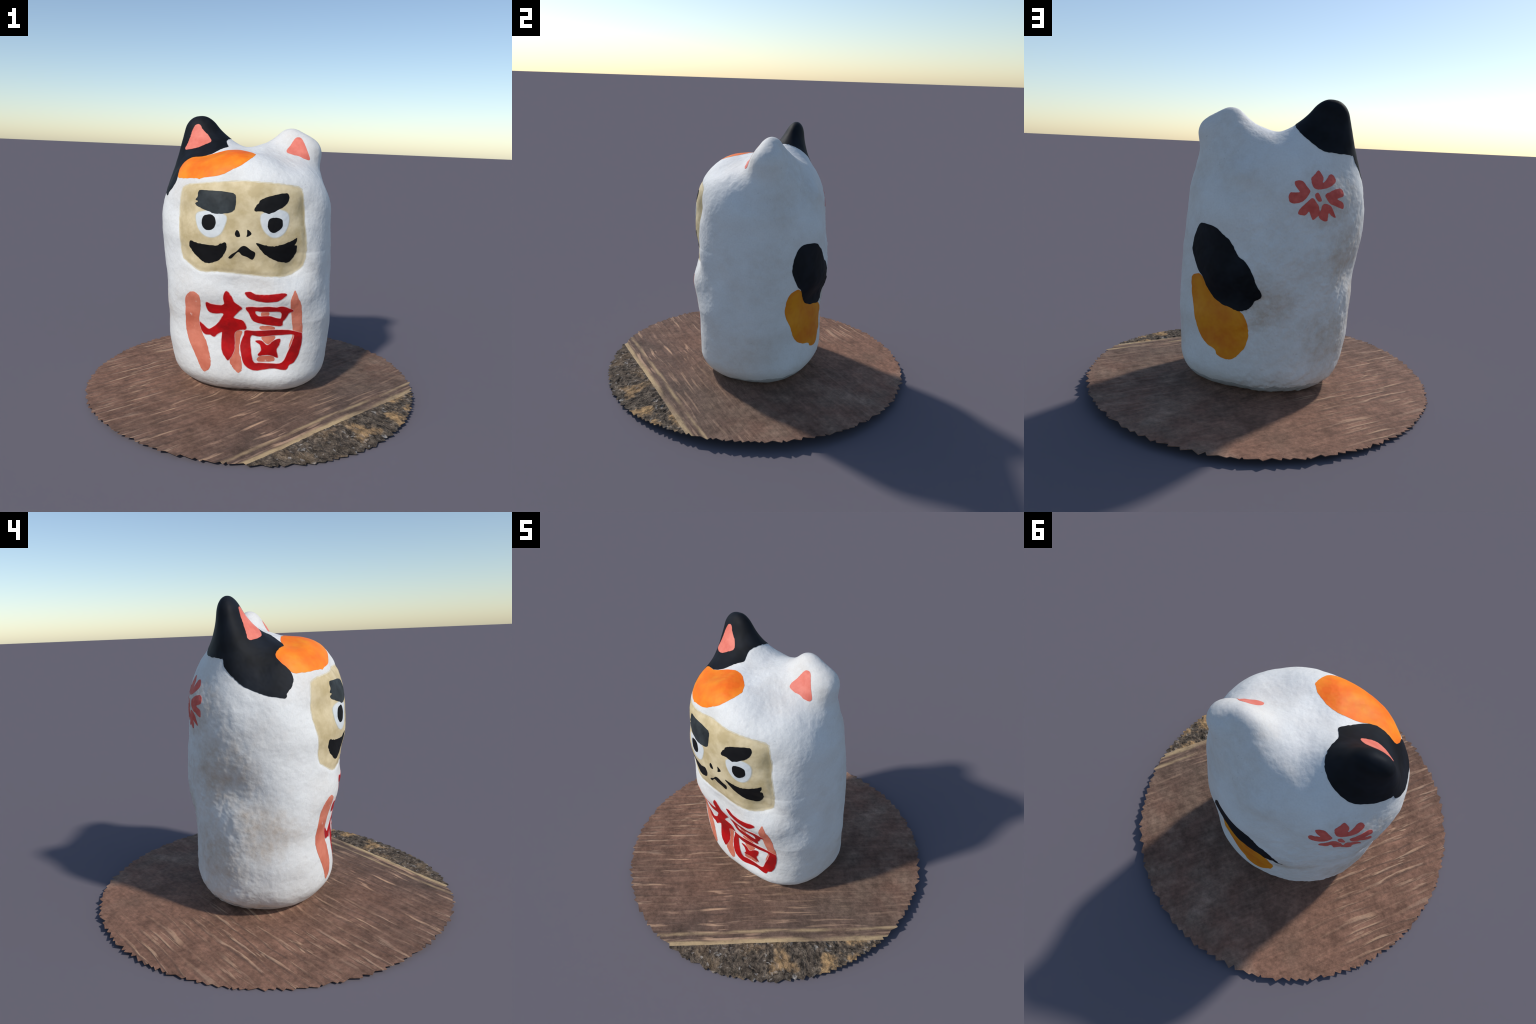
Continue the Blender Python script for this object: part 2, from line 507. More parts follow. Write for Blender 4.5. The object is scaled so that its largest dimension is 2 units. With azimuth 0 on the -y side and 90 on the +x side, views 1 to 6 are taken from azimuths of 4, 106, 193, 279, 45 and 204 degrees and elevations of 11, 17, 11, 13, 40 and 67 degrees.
def paint(name, chart, outlines, mat, lift, holes=(), cell=(.004, .004), wobble=.0, steps=6, parent=None, grow=0.0):
    """A film of paint: outlines (united) minus holes, laid on the clay."""
    cell = np.array(cell, float)
    loops = []
    for o in list(outlines) + list(holes):
        c = spline(o, steps) / cell
        if grow:
            t = np.roll(c, -1, 0) - np.roll(c, 1, 0)
            t /= np.maximum(np.hypot(*t.T), 1e-6)[:, None]
            area = np.sum(c[:, 0] * np.roll(c[:, 1], -1) - np.roll(c[:, 0], -1) * c[:, 1])
            side = (1 if area > 0 else -1) * (1 if len(loops) < len(outlines) else -1)
            c = c + np.c_[t[:, 1], -t[:, 0]] * side * grow
        if wobble:
            n = noise3(np.c_[c * .35, np.zeros(len(c))], 1, 11) + .6 * noise3(np.c_[c * .9, np.zeros(len(c))], 1, 12)
            t = np.roll(c, -1, 0) - np.roll(c, 1, 0)
            t /= np.maximum(np.hypot(*t.T), 1e-6)[:, None]
            c = c + np.c_[t[:, 1], -t[:, 0]] * (n * wobble)[:, None]
        loops.append(c)
    n_out = len(outlines)
    allp = np.vstack(loops)
    lo, hi = np.floor(allp.min(0)), np.ceil(allp.max(0))
    gx, gy = np.meshgrid(np.arange(lo[0], hi[0] + 1), np.arange(lo[1], hi[1] + 1))
    gx = gx + .5 * (gy % 2)
    grid = np.c_[gx.ravel(), gy.ravel()]

    def within(p):
        k = np.zeros(len(p), bool)
        for c in loops[:n_out]:
            k |= inside(p, c)
        for c in loops[n_out:]:
            k &= ~inside(p, c)
        return k
    grid = grid[within(grid)]
    if len(grid):
        near = np.min([loop_distance(grid, c) for c in loops], 0)
        grid = grid[near > .45]
    verts, edges = [], []
    for c in loops:
        b = len(verts)
        verts += [Vector(p) for p in c]
        edges += [(b + i, b + (i + 1) % len(c)) for i in range(len(c))]
    verts += [Vector(p) for p in grid]
    v2, _, tris, *_ = delaunay_2d_cdt(verts, edges, [], 0, 1e-5)
    v2 = np.array([v[:] for v in v2])
    tris = np.array(tris)
    tris = tris[within(v2[tris].mean(1))]
    used = np.unique(tris)
    top, low, ok = {}, {}, set()
    co = []
    for i in used:
        o, d = chart(v2[i] * cell)
        hit, nor, face, _ = BODY_TREE.ray_cast(o, d)
        if hit is None:
            continue
        f = faces[face]
        w = np.array([1 / (1e-6 + (Vector(pts[k]) - hit).length) for k in f])
        nn = (NORMALS[list(f)] * w[:, None]).sum(0)
        nn = Vector(nn / np.linalg.norm(nn))
        ok.add(i)
        top[i] = len(co)
        co.append(hit + nn * lift)
        low[i] = (hit - nn * .0015, nn)
    out, count = [], {}
    for t in tris:
        if all(i in ok for i in t):
            a, b, c = (Vector(co[top[i]]) for i in t)
            n = (b - a).cross(c - a)
            t = tuple(t) if n.dot(low[t[0]][1]) > 0 else tuple(t[::-1])
            out.append(tuple(top[i] for i in t))
            for p, q in zip(t, t[1:] + t[:1]):
                count[(p, q)] = 1
    skirt = {}
    for p, q in list(count):
        if (q, p) in count:
            continue
        for i in (p, q):
            if i not in skirt:
                skirt[i] = len(co)                       # own copy of the rim keeps the edge crisp
                co.append(co[top[i]])
                co.append(low[i][0])
        out.append((skirt[q], skirt[p], skirt[p] + 1, skirt[q] + 1))
    me = mesh_from(name, [np.array(c) - ORIGIN for c in co], out)
    return link(name, me, parent or figurine, [mat])

MM = .001
FINE = (.003, .003)
ROUND = (.5, .004)                     # degrees, metres
CROWN_CELL = (.0055, .0055)

face = paint("face_panel", ray_front, [FACE_PANEL], MAT_FACE, 1.1 * MM, wobble=.5)
paint("face_panel_edge", ray_front, [FACE_PANEL], MAT_FACE_EDGE, .5 * MM, wobble=.5, grow=1.6, parent=face)
# features of the face
paint("eyebrow", ray_front, [[(-0.291, 1.215), (-0.236, 1.219), (-0.104, 1.212), (-0.086, 1.181), (-0.088, 1.141), (-0.102, 1.116), (-0.138, 1.106), (-0.19, 1.1), (-0.228, 1.11), (-0.29, 1.129), (-0.311, 1.145), (-0.297, 1.157), (-0.309, 1.166), (-0.299, 1.182)]], MAT_GREY, 2.4 * MM, cell=FINE, wobble=.5, parent=face)
paint("eyebrow", ray_front, [[(0.045, 1.184), (0.089, 1.203), (0.178, 1.221), (0.19, 1.185), (0.167, 1.155), (0.138, 1.135), (0.094, 1.114), (0.053, 1.125), (0.016, 1.126), (0.022, 1.151), (0.036, 1.169)]], MAT_BLACK, 2.4 * MM, cell=FINE, wobble=.5, parent=face)
paint("eye", ray_front, [[(-0.294, 1.096), (-0.302, 1.064), (-0.285, 1.014), (-0.251, 0.982), (-0.207, 0.974), (-0.165, 0.995), (-0.143, 1.037), (-0.135, 1.088), (-0.185, 1.11), (-0.239, 1.111)]], MAT_EYE, 2.1 * MM, cell=FINE, parent=face)
paint("eye_edge", ray_front, [[(-0.294, 1.096), (-0.302, 1.064), (-0.285, 1.014), (-0.251, 0.982), (-0.207, 0.974), (-0.165, 0.995), (-0.143, 1.037), (-0.135, 1.088), (-0.185, 1.11), (-0.239, 1.111)]], MAT_EYE_EDGE, 1.6 * MM, cell=FINE, grow=1.6, parent=face)
paint("eye", ray_front, [[(0.054, 1.108), (0.051, 1.072), (0.068, 1.027), (0.099, 0.997), (0.13, 0.988), (0.164, 1.002), (0.188, 1.038), (0.196, 1.084), (0.184, 1.12), (0.138, 1.135), (0.093, 1.124)]], MAT_EYE, 2.1 * MM, cell=FINE, parent=face)
paint("eye_edge", ray_front, [[(0.054, 1.108), (0.051, 1.072), (0.068, 1.027), (0.099, 0.997), (0.13, 0.988), (0.164, 1.002), (0.188, 1.038), (0.196, 1.084), (0.184, 1.12), (0.138, 1.135), (0.093, 1.124)]], MAT_EYE_EDGE, 1.6 * MM, cell=FINE, grow=1.6, parent=face)
paint("pupil", ray_front, [[(-0.233, 1.094), (-0.26, 1.081), (-0.268, 1.047), (-0.258, 1.022), (-0.233, 1.01), (-0.203, 1.02), (-0.189, 1.049), (-0.195, 1.079), (-0.211, 1.093)]], MAT_BLACK, 3.0 * MM, cell=FINE, wobble=.2, parent=face)
paint("pupil", ray_front, [[(0.125, 1.094), (0.095, 1.086), (0.087, 1.053), (0.095, 1.027), (0.116, 1.013), (0.138, 1.02), (0.162, 1.043), (0.164, 1.074), (0.153, 1.089)]], MAT_BLACK, 3.0 * MM, cell=FINE, wobble=.2, parent=face)
paint("nostril", ray_front, [[(-0.076, 1.021), (-0.063, 1.014), (-0.056, 0.989), (-0.074, 0.985), (-0.084, 1)]], MAT_BLACK, 1.8 * MM, cell=FINE, parent=face)
paint("nostril", ray_front, [[(-0.018, 1.026), (0.001, 1.012), (0.001, 0.999), (-0.021, 0.987), (-0.019, 1.003)]], MAT_BLACK, 1.8 * MM, cell=FINE, parent=face)
paint("moustache", ray_front, [[(-0.334, 0.942), (-0.307, 0.935), (-0.256, 0.931), (-0.191, 0.929), (-0.159, 0.943), (-0.133, 0.95), (-0.127, 0.924), (-0.138, 0.891), (-0.159, 0.859), (-0.185, 0.84), (-0.226, 0.826), (-0.256, 0.83), (-0.302, 0.862), (-0.332, 0.896), (-0.342, 0.916)]], MAT_BLACK, 1.9 * MM, cell=FINE, wobble=.5, parent=face)
paint("moustache", ray_front, [[(0.031, 0.956), (0.076, 0.945), (0.127, 0.94), (0.177, 0.953), (0.217, 0.968), (0.244, 0.985), (0.243, 0.964), (0.233, 0.943), (0.246, 0.94), (0.245, 0.91), (0.227, 0.871), (0.207, 0.849), (0.181, 0.847), (0.13, 0.862), (0.078, 0.894), (0.052, 0.923)]], MAT_BLACK, 1.9 * MM, cell=FINE, wobble=.5, parent=face)
paint("mouth", ray_front, [[(-0.117, 0.867), (-0.1, 0.865), (-0.065, 0.903), (-0.044, 0.886), (-0.017, 0.877), (0.014, 0.863), (0.027, 0.9), (0.003, 0.917), (-0.025, 0.937), (-0.048, 0.933), (-0.073, 0.906), (-0.1, 0.887)]], MAT_BLACK, 1.9 * MM, cell=FINE, steps=4, parent=face)

# salmon washes behind the lettering
paint("robe_stripe", ray_front, [[(-0.32, 0.655), (-0.291, 0.649), (-0.274, 0.623), (-0.272, 0.563), (-0.281, 0.489), (-0.266, 0.415), (-0.235, 0.358), (-0.216, 0.294), (-0.206, 0.238), (-0.22, 0.194), (-0.249, 0.178), (-0.273, 0.213), (-0.304, 0.277), (-0.342, 0.349), (-0.363, 0.424), (-0.365, 0.521), (-0.364, 0.599), (-0.347, 0.638)]], MAT_SALMON, 1.0 * MM, wobble=.4)
paint("robe_stripe", ray_front, [[(0.252, 0.694), (0.272, 0.654), (0.289, 0.608), (0.298, 0.525), (0.303, 0.43), (0.289, 0.391), (0.244, 0.33), (0.232, 0.365), (0.25, 0.433), (0.24, 0.528), (0.23, 0.623), (0.24, 0.672)]], MAT_SALMON, 1.0 * MM, wobble=.4)
paint("robe_stripe", ray_front, [[(-0.073, 0.434), (-0.035, 0.436), (-0.045, 0.377), (-0.046, 0.307), (-0.034, 0.281), (-0.026, 0.215), (-0.047, 0.197), (-0.08, 0.23), (-0.098, 0.267), (-0.079, 0.317), (-0.071, 0.37)]], MAT_SALMON, 1.0 * MM, wobble=.6)
paint("robe_smudge", ray_front, [[(0.077, 0.411), (0.154, 0.418), (0.116, 0.372)],
                                 [(0.068, 0.295), (0.143, 0.297), (0.15, 0.268), (0.063, 0.263)],
                                 [(0.075, 0.564), (0.112, 0.567), (0.11, 0.544), (0.073, 0.542)],
                                 [(0.072, 0.478), (0.141, 0.478), (0.142, 0.46), (0.072, 0.456)]], MAT_SALMON, 1.0 * MM, cell=FINE, wobble=.4)

# the brushed character for good fortune
blur_opts = dict(cell=FINE, grow=.9, steps=4)  # wider pale films added beneath the strokes to imitate their blurred edges
lettering = paint("good_fortune_character", ray_front, [[(-0.238, 0.601), (-0.203, 0.593), (-0.138, 0.596), (-0.14, 0.643), (-0.124, 0.677), (-0.096, 0.648), (-0.077, 0.612), (-0.037, 0.582), (-0.053, 0.56), (-0.082, 0.526), (-0.068, 0.512), (-0.031, 0.503), (-0.012, 0.477), (-0.014, 0.45), (-0.046, 0.447), (-0.073, 0.428), (-0.074, 0.376), (-0.074, 0.322), (-0.104, 0.267), (-0.121, 0.282), (-0.141, 0.314), (-0.148, 0.368), (-0.146, 0.424), (-0.165, 0.417), (-0.192, 0.394), (-0.214, 0.403), (-0.243, 0.402), (-0.266, 0.426), (-0.279, 0.474), (-0.255, 0.457), (-0.221, 0.436), (-0.177, 0.47), (-0.155, 0.505), (-0.138, 0.54), (-0.176, 0.539), (-0.209, 0.539), (-0.231, 0.557)]], MAT_RED, 2.2 * MM, cell=FINE, wobble=.5, steps=4)
paint("brush_stroke", ray_front, [[(-0.02, 0.674), (0.008, 0.68), (0.041, 0.669), (0.108, 0.671), (0.18, 0.681), (0.206, 0.675), (0.192, 0.657), (0.156, 0.637), (0.1, 0.629), (0.042, 0.633), (0.004, 0.644), (-0.015, 0.659)]], MAT_RED, 2.2 * MM, cell=FINE, wobble=.4, parent=lettering)
paint("brush_stroke", ray_front, [[(-0.013, 0.587), (0.064, 0.594), (0.106, 0.6), (0.153, 0.599), (0.184, 0.605), (0.215, 0.596), (0.248, 0.578), (0.222, 0.563), (0.208, 0.534), (0.19, 0.51), (0.188, 0.486), (0.146, 0.485), (0.093, 0.491), (0.05, 0.5), (0.023, 0.513), (0.006, 0.547)]], MAT_RED, 2.2 * MM, cell=FINE, wobble=.4, steps=4,
      holes=[[(0.038, 0.568), (0.08, 0.568), (0.174, 0.572), (0.181, 0.533), (0.16, 0.53), (0.112, 0.543), (0.054, 0.539)]], parent=lettering)
paint("brush_stroke", ray_front, [[(-0.014, 0.444), (0.04, 0.446), (0.147, 0.458), (0.222, 0.459), (0.284, 0.443), (0.3, 0.436), (0.301, 0.384), (0.288, 0.316), (0.264, 0.265), (0.237, 0.248), (0.22, 0.219), (0.157, 0.225), (0.103, 0.218), (0.05, 0.211), (0.017, 0.221), (-0.014, 0.246), (-0.032, 0.297), (-0.041, 0.35), (-0.032, 0.389), (-0.021, 0.419)]], MAT_RED, 2.9 * MM, cell=FINE, wobble=.4, steps=4,
      holes=[[(0.017, 0.415), (0.069, 0.417), (0.186, 0.43), (0.25, 0.433), (0.256, 0.41), (0.233, 0.342), (0.199, 0.262), (0.129, 0.252), (0.074, 0.254), (0.037, 0.26), (0.02, 0.334)]], parent=lettering)
paint("brush_stroke", ray_front, [[(0.043, 0.387), (0.078, 0.39), (0.111, 0.366), (0.145, 0.393), (0.181, 0.405), (0.178, 0.371), (0.163, 0.342), (0.173, 0.294), (0.149, 0.299), (0.116, 0.307), (0.062, 0.302), (0.077, 0.333), (0.071, 0.367)]], MAT_RED, 2.2 * MM, cell=FINE, wobble=.4, steps=4, parent=lettering)

paint("edge_blur", ray_front, [[(-0.238, 0.601), (-0.203, 0.593), (-0.138, 0.596), (-0.14, 0.643), (-0.124, 0.677), (-0.096, 0.648), (-0.077, 0.612), (-0.037, 0.582), (-0.053, 0.56), (-0.082, 0.526), (-0.068, 0.512), (-0.031, 0.503), (-0.012, 0.477), (-0.014, 0.45), (-0.046, 0.447), (-0.073, 0.428), (-0.074, 0.376), (-0.074, 0.322), (-0.104, 0.267), (-0.121, 0.282), (-0.141, 0.314), (-0.148, 0.368), (-0.146, 0.424), (-0.165, 0.417), (-0.192, 0.394), (-0.214, 0.403), (-0.243, 0.402), (-0.266, 0.426), (-0.279, 0.474), (-0.255, 0.457), (-0.221, 0.436), (-0.177, 0.47), (-0.155, 0.505), (-0.138, 0.54), (-0.176, 0.539), (-0.209, 0.539), (-0.231, 0.557)]], MAT_RED_EDGE, 1.5 * MM, parent=lettering, **blur_opts)
paint("edge_blur", ray_front, [[(-0.02, 0.674), (0.008, 0.68), (0.041, 0.669), (0.108, 0.671), (0.18, 0.681), (0.206, 0.675), (0.192, 0.657), (0.156, 0.637), (0.1, 0.629), (0.042, 0.633), (0.004, 0.644), (-0.015, 0.659)]], MAT_RED_EDGE, 1.5 * MM, parent=lettering, **blur_opts)
paint("edge_blur", ray_front, [[(-0.013, 0.587), (0.064, 0.594), (0.106, 0.6), (0.153, 0.599), (0.184, 0.605), (0.215, 0.596), (0.248, 0.578), (0.222, 0.563), (0.208, 0.534), (0.19, 0.51), (0.188, 0.486), (0.146, 0.485), (0.093, 0.491), (0.05, 0.5), (0.023, 0.513), (0.006, 0.547)]], MAT_RED_EDGE, 1.5 * MM, holes=[[(0.038, 0.568), (0.08, 0.568), (0.174, 0.572), (0.181, 0.533), (0.16, 0.53), (0.112, 0.543), (0.054, 0.539)]], parent=lettering, **blur_opts)
paint("edge_blur", ray_front, [[(-0.014, 0.444), (0.04, 0.446), (0.147, 0.458), (0.222, 0.459), (0.284, 0.443), (0.3, 0.436), (0.301, 0.384), (0.288, 0.316), (0.264, 0.265), (0.237, 0.248), (0.22, 0.219), (0.157, 0.225), (0.103, 0.218), (0.05, 0.211), (0.017, 0.221), (-0.014, 0.246), (-0.032, 0.297), (-0.041, 0.35), (-0.032, 0.389), (-0.021, 0.419)]], MAT_RED_EDGE, 1.8 * MM, holes=[[(0.017, 0.415), (0.069, 0.417), (0.186, 0.43), (0.25, 0.433), (0.256, 0.41), (0.233, 0.342), (0.199, 0.262), (0.129, 0.252), (0.074, 0.254), (0.037, 0.26), (0.02, 0.334)]], parent=lettering, **blur_opts)
paint("edge_blur", ray_front, [[(0.043, 0.387), (0.078, 0.39), (0.111, 0.366), (0.145, 0.393), (0.181, 0.405), (0.178, 0.371), (0.163, 0.342), (0.173, 0.294), (0.149, 0.299), (0.116, 0.307), (0.062, 0.302), (0.077, 0.333), (0.071, 0.367)]], MAT_RED_EDGE, 1.5 * MM, parent=lettering, **blur_opts)

# calico patches on the head, pink inside the ears
paint("orange_patch", ray_crown, [[(0.004, -0.012), (0.039, -0.065), (0.093, -0.109), (0.126, -0.115), (0.207, -0.084), (0.291, -0.037), (0.373, 0.023), (0.369, 0.021), (0.463, 0.164), (0.499, 0.306), (0.504, 0.419), (0.457, 0.522), (0.36, 0.598), (0.319, 0.591), (0.25, 0.562), (0.138, 0.466), (0.092, 0.376), (0.07, 0.258), (0.075, 0.132), (0.035, 0.057)]], MAT_ORANGE, 1.0 * MM, cell=CROWN_CELL, wobble=.4)
paint("black_patch", ray_crown, [[(0.071, 0.123), (0.035, 0.057), (0.004, -0.012), (0.039, -0.065), (0.093, -0.109), (0.112, -0.15), (0.103, -0.204), (0.067, -0.261), (0.053, -0.295), (-0.009, -0.295), (-0.074, -0.285), (-0.135, -0.261), (-0.212, -0.223), (-0.259, -0.176), (-0.303, -0.115), (-0.32, -0.074), (-0.318, -0.032), (-0.335, -0.023), (-0.405, 0.059), (-0.456, 0.162), (-0.454, 0.248), (-0.42, 0.34), (-0.359, 0.407), (-0.288, 0.443), (-0.203, 0.434), (-0.104, 0.38), (-0.028, 0.378), (0.018, 0.3), (0.067, 0.197)]], MAT_FUR, 2.2 * MM, cell=CROWN_CELL, wobble=.4)
paint("inner_ear", ray_front, [[(-0.393, 1.572), (-0.37, 1.575), (-0.347, 1.546), (-0.324, 1.525), (-0.297, 1.497), (-0.29, 1.475), (-0.329, 1.454), (-0.373, 1.436), (-0.44, 1.426), (-0.43, 1.464), (-0.417, 1.51), (-0.406, 1.55)]], MAT_PINK, 3.4 * MM, cell=FINE, wobble=.4)
paint("inner_ear", ray_front, [[(0.209, 1.521), (0.237, 1.519), (0.262, 1.481), (0.294, 1.397), (0.232, 1.414), (0.159, 1.436), (0.178, 1.475), (0.196, 1.506)]], MAT_PINK, 1.2 * MM, cell=FINE, wobble=.3)

# tail patch on the back
paint("tail_patch", ray_round, [[(132.5, 0.66), (140.1, 0.683), (145.8, 0.67), (154.6, 0.589), (169.4, 0.545), (177.9, 0.527), (182.6, 0.499), (185.4, 0.45), (186, 0.397), (184.9, 0.355), (183.6, 0.328), (177.4, 0.274), (172.2, 0.252), (165.8, 0.256), (161.4, 0.267), (159.3, 0.29), (147.5, 0.316), (140.2, 0.368), (136, 0.437), (130.5, 0.531), (130.1, 0.596)]], MAT_AMBER, 1.0 * MM, cell=ROUND, wobble=.4)
paint("tail_patch", ray_round, [[(146.3, 0.966), (158.8, 0.958), (165.9, 0.924), (171.7, 0.889), (177.8, 0.82), (182.8, 0.795), (187.7, 0.74), (190.5, 0.687), (194.2, 0.637), (194, 0.609), (190, 0.589), (188, 0.56), (183.1, 0.532), (177.9, 0.522), (169.6, 0.535), (162.3, 0.544), (154.3, 0.573), (148.6, 0.625), (145.8, 0.67), (140.5, 0.71), (136, 0.773), (134, 0.818), (135.5, 0.877), (140.5, 0.945)]], MAT_FUR, 2.2 * MM, cell=ROUND, wobble=.4)

# five-petalled blossom
paint("blossom_petal", ray_round, [[(229.1, 1.269), (230.4, 1.256), (231.1, 1.233), (230.2, 1.21), (232.7, 1.226), (235.3, 1.248), (237.3, 1.25), (238.6, 1.234), (238.2, 1.215), (235.4, 1.197), (231.6, 1.182), (227.1, 1.176), (224.6, 1.185), (223.6, 1.208), (224.1, 1.231), (226.5, 1.25)]], MAT_BLOSSOM, 1.2 * MM, cell=(.4, .003), wobble=.3)
paint("blossom_petal", ray_round, [[(213.9, 1.209), (216.3, 1.216), (219, 1.211), (220.9, 1.188), (222.3, 1.166), (220.6, 1.137), (218, 1.114), (214.2, 1.103), (210.8, 1.107), (209.9, 1.132), (210.7, 1.154), (213.6, 1.157), (216.4, 1.161), (214.3, 1.186)]], MAT_BLOSSOM, 1.2 * MM, cell=(.4, .003), wobble=.3)
paint("blossom_petal", ray_round, [[(230.7, 1.149), (233.6, 1.166), (237.4, 1.18), (241.4, 1.178), (241.8, 1.144), (237.5, 1.131), (241.4, 1.111), (241.3, 1.081), (237, 1.094), (232.9, 1.111)]], MAT_BLOSSOM, 1.2 * MM, cell=(.4, .003), wobble=.3)
paint("blossom_petal", ray_round, [[(223.5, 1.133), (225.4, 1.115), (227.1, 1.091), (227.9, 1.057), (226.4, 1.038), (224.4, 1.023), (223.1, 1.047), (221.9, 1.066), (219.9, 1.046), (216.1, 1.049), (216.5, 1.073), (219.6, 1.103)]], MAT_BLOSSOM, 1.2 * MM, cell=(.4, .003), wobble=.3)
paint("blossom_petal", ray_round, [[(229.6, 1.104), (232.4, 1.102), (234.7, 1.087), (237.5, 1.038), (235.3, 1.043), (232.8, 1.058), (232.5, 1.019), (229.3, 1.023), (227.5, 1.043), (228, 1.067)]], MAT_BLOSSOM, 1.6 * MM, cell=(.4, .003), wobble=.3)
paint("blossom_centre", ray_round, [[(225.1, 1.152), (226.7, 1.16), (228, 1.139), (228.5, 1.12), (226.9, 1.117), (225.3, 1.134)]], MAT_BLOSSOM, 1.2 * MM, cell=(.4, .003))

# --------------------------------------------------------------------------
# the disc of weathered wood with a strip of ground beyond the plank's edge
# --------------------------------------------------------------------------
GRAIN = np.array([.714, .700]) / np.hypot(.714, .700)        # along the grain
ACROSS = np.array([GRAIN[1], -GRAIN[0]])                       # toward the plank edge
SEAM = .750

def wood_material():
    m = Mat("weathered_wood", rough=0.8, spec=0.2)
    turn = -math.atan2(GRAIN[1], GRAIN[0])
    along = m.mapped((1, 1, 1), turn)                   # x runs along the grain
    sep = m.node("ShaderNodeSeparateXYZ")
    m.put(sep.inputs[0], along)
    u = sep.outputs[0]
    s = m.math('MULTIPLY', sep.outputs[1], -1.0)        # distance toward the edge

    def grain(sx, sy, detail=4, distort=.2, shift=0.0):
        g = m.node("ShaderNodeMapping")
        m.put(g.inputs["Vector"], along)
        g.inputs["Scale"].default_value = (sx, sy, 1)
        g.inputs["Location"].default_value = (shift, shift * 1.7, 0)
        return m.noise(1.0, detail, .6, vec=g.outputs[0], distort=distort)
    # broad colour: reddish brown behind, grey brown toward the edge, paler to the right
    mood = m.math('ADD', m.math('MULTIPLY', s, .45), m.math('MULTIPLY', m.noise(2.4, 3), .6))
    col = m.ramp(mood, (0.08, (.235, .124, .083)), (0.36, (.190, .108, .075)), (0.66, (.132, .085, .064)), (.85, (.178, .120, .086)))
    pale = m.math('MULTIPLY', m.ramp(u, (.15, 0.0), (.8, 1.0)), m.ramp(m.noise(5, 4), (.4, 0.0), (.65, .8)))
    col = m.mix(pale, col, (.30, .205, .145))
    col = m.mix(1.0, col, m.ramp(grain(4, 40, 5), (.25, .78), (.75, 1.18)), 'MULTIPLY')
    col = m.mix(1.0, col, m.ramp(m.noise(7, 6, .7), (.3, .62), (.7, 1.34)), 'MULTIPLY')
    col = m.mix(1.0, col, m.ramp(m.noise(34, 5, .7), (.3, .70), (.7, 1.28)), 'MULTIPLY')
    # pale worn ridges: thin lines along the grain, broken into dashes
    bend = m.math('MULTIPLY', m.math('SUBTRACT', grain(1.2, 6, 3), .5), .12)
    phase = m.math('ADD', m.math('MULTIPLY', m.math('ADD', s, bend), 2 * math.pi / .054), 0.0)
    crest = m.math('SINE', phase)
    dash = grain(3.6, 24, 3, .2, 5.1)
    ridge = m.math('MULTIPLY', m.ramp(crest, (.45, 0.0), (.85, 1.0)), m.ramp(dash, (.48, 0.0), (.57, 1.0)))
    stray = m.ramp(grain(5.0, 44, 2, .4, 7.3), (.63, 0.0), (.68, .8))
    ridge = m.math('MAXIMUM', ridge, stray)
    left = m.ramp(m.math('SUBTRACT', .6, u), (.35, .06), (.90, 1.0))
    infront = m.ramp(s, (.25, 0.0), (.6, .6))
    where = m.math('MULTIPLY', m.math('MAXIMUM', left, infront), m.ramp(m.noise(3.4, 3), (.40, .12), (.58, 1.0)))
    streak = m.math('MULTIPLY', ridge, where)
    under = m.math('MULTIPLY', m.math('MULTIPLY', m.ramp(m.math('SINE', m.math('ADD', phase, 1.1)), (.6, 0.0), (.95, 1.0)), where), .5)
    col = m.mix(under, col, (.075, .052, .042))  # dark line painted beside each ridge as relief shading
    col = m.mix(m.math('MULTIPLY', streak, .85), col, m.ramp(m.noise(6, 2), (.35, (.42, .275, .19)), (.65, (.57, .36, .225))))
    # pale lip along the plank edge with a grey groove inside it
    wander = m.math('ADD', s, m.math('MULTIPLY', m.math('SUBTRACT', grain(5, 5, 4), .5), .030))
    lip = m.ramp(wander, (SEAM - .034, 0.0), (SEAM - .020, 1.0))
    lip2 = m.math('MULTIPLY', m.ramp(wander, (SEAM - .092, 0.0), (SEAM - .080, 1.0)),
                  m.ramp(wander, (SEAM - .076, 1.0), (SEAM - .062, 0.0)))
    broken = m.ramp(grain(3.5, 9, 4), (.36, .12), (.58, 1.0))
    col = m.mix(m.math('MULTIPLY', m.math('MAXIMUM', lip, m.math('MULTIPLY', lip2, .7)), broken), col, (.50, .36, .20))
    pits = m.ramp(m.noise(60, 3), (.30, .40), (.38, 1.0))
    col = m.mix(.35, col, m.mix(1.0, col, pits, 'MULTIPLY'))
    height = m.math('ADD', m.math('MULTIPLY', streak, .5),
                    m.math('ADD', m.math('MULTIPLY', grain(4, 60, 6), .7), m.math('MULTIPLY', m.noise(38, 5, .65), .8)))
    return m.done(col, height, 0.6, 0.010)

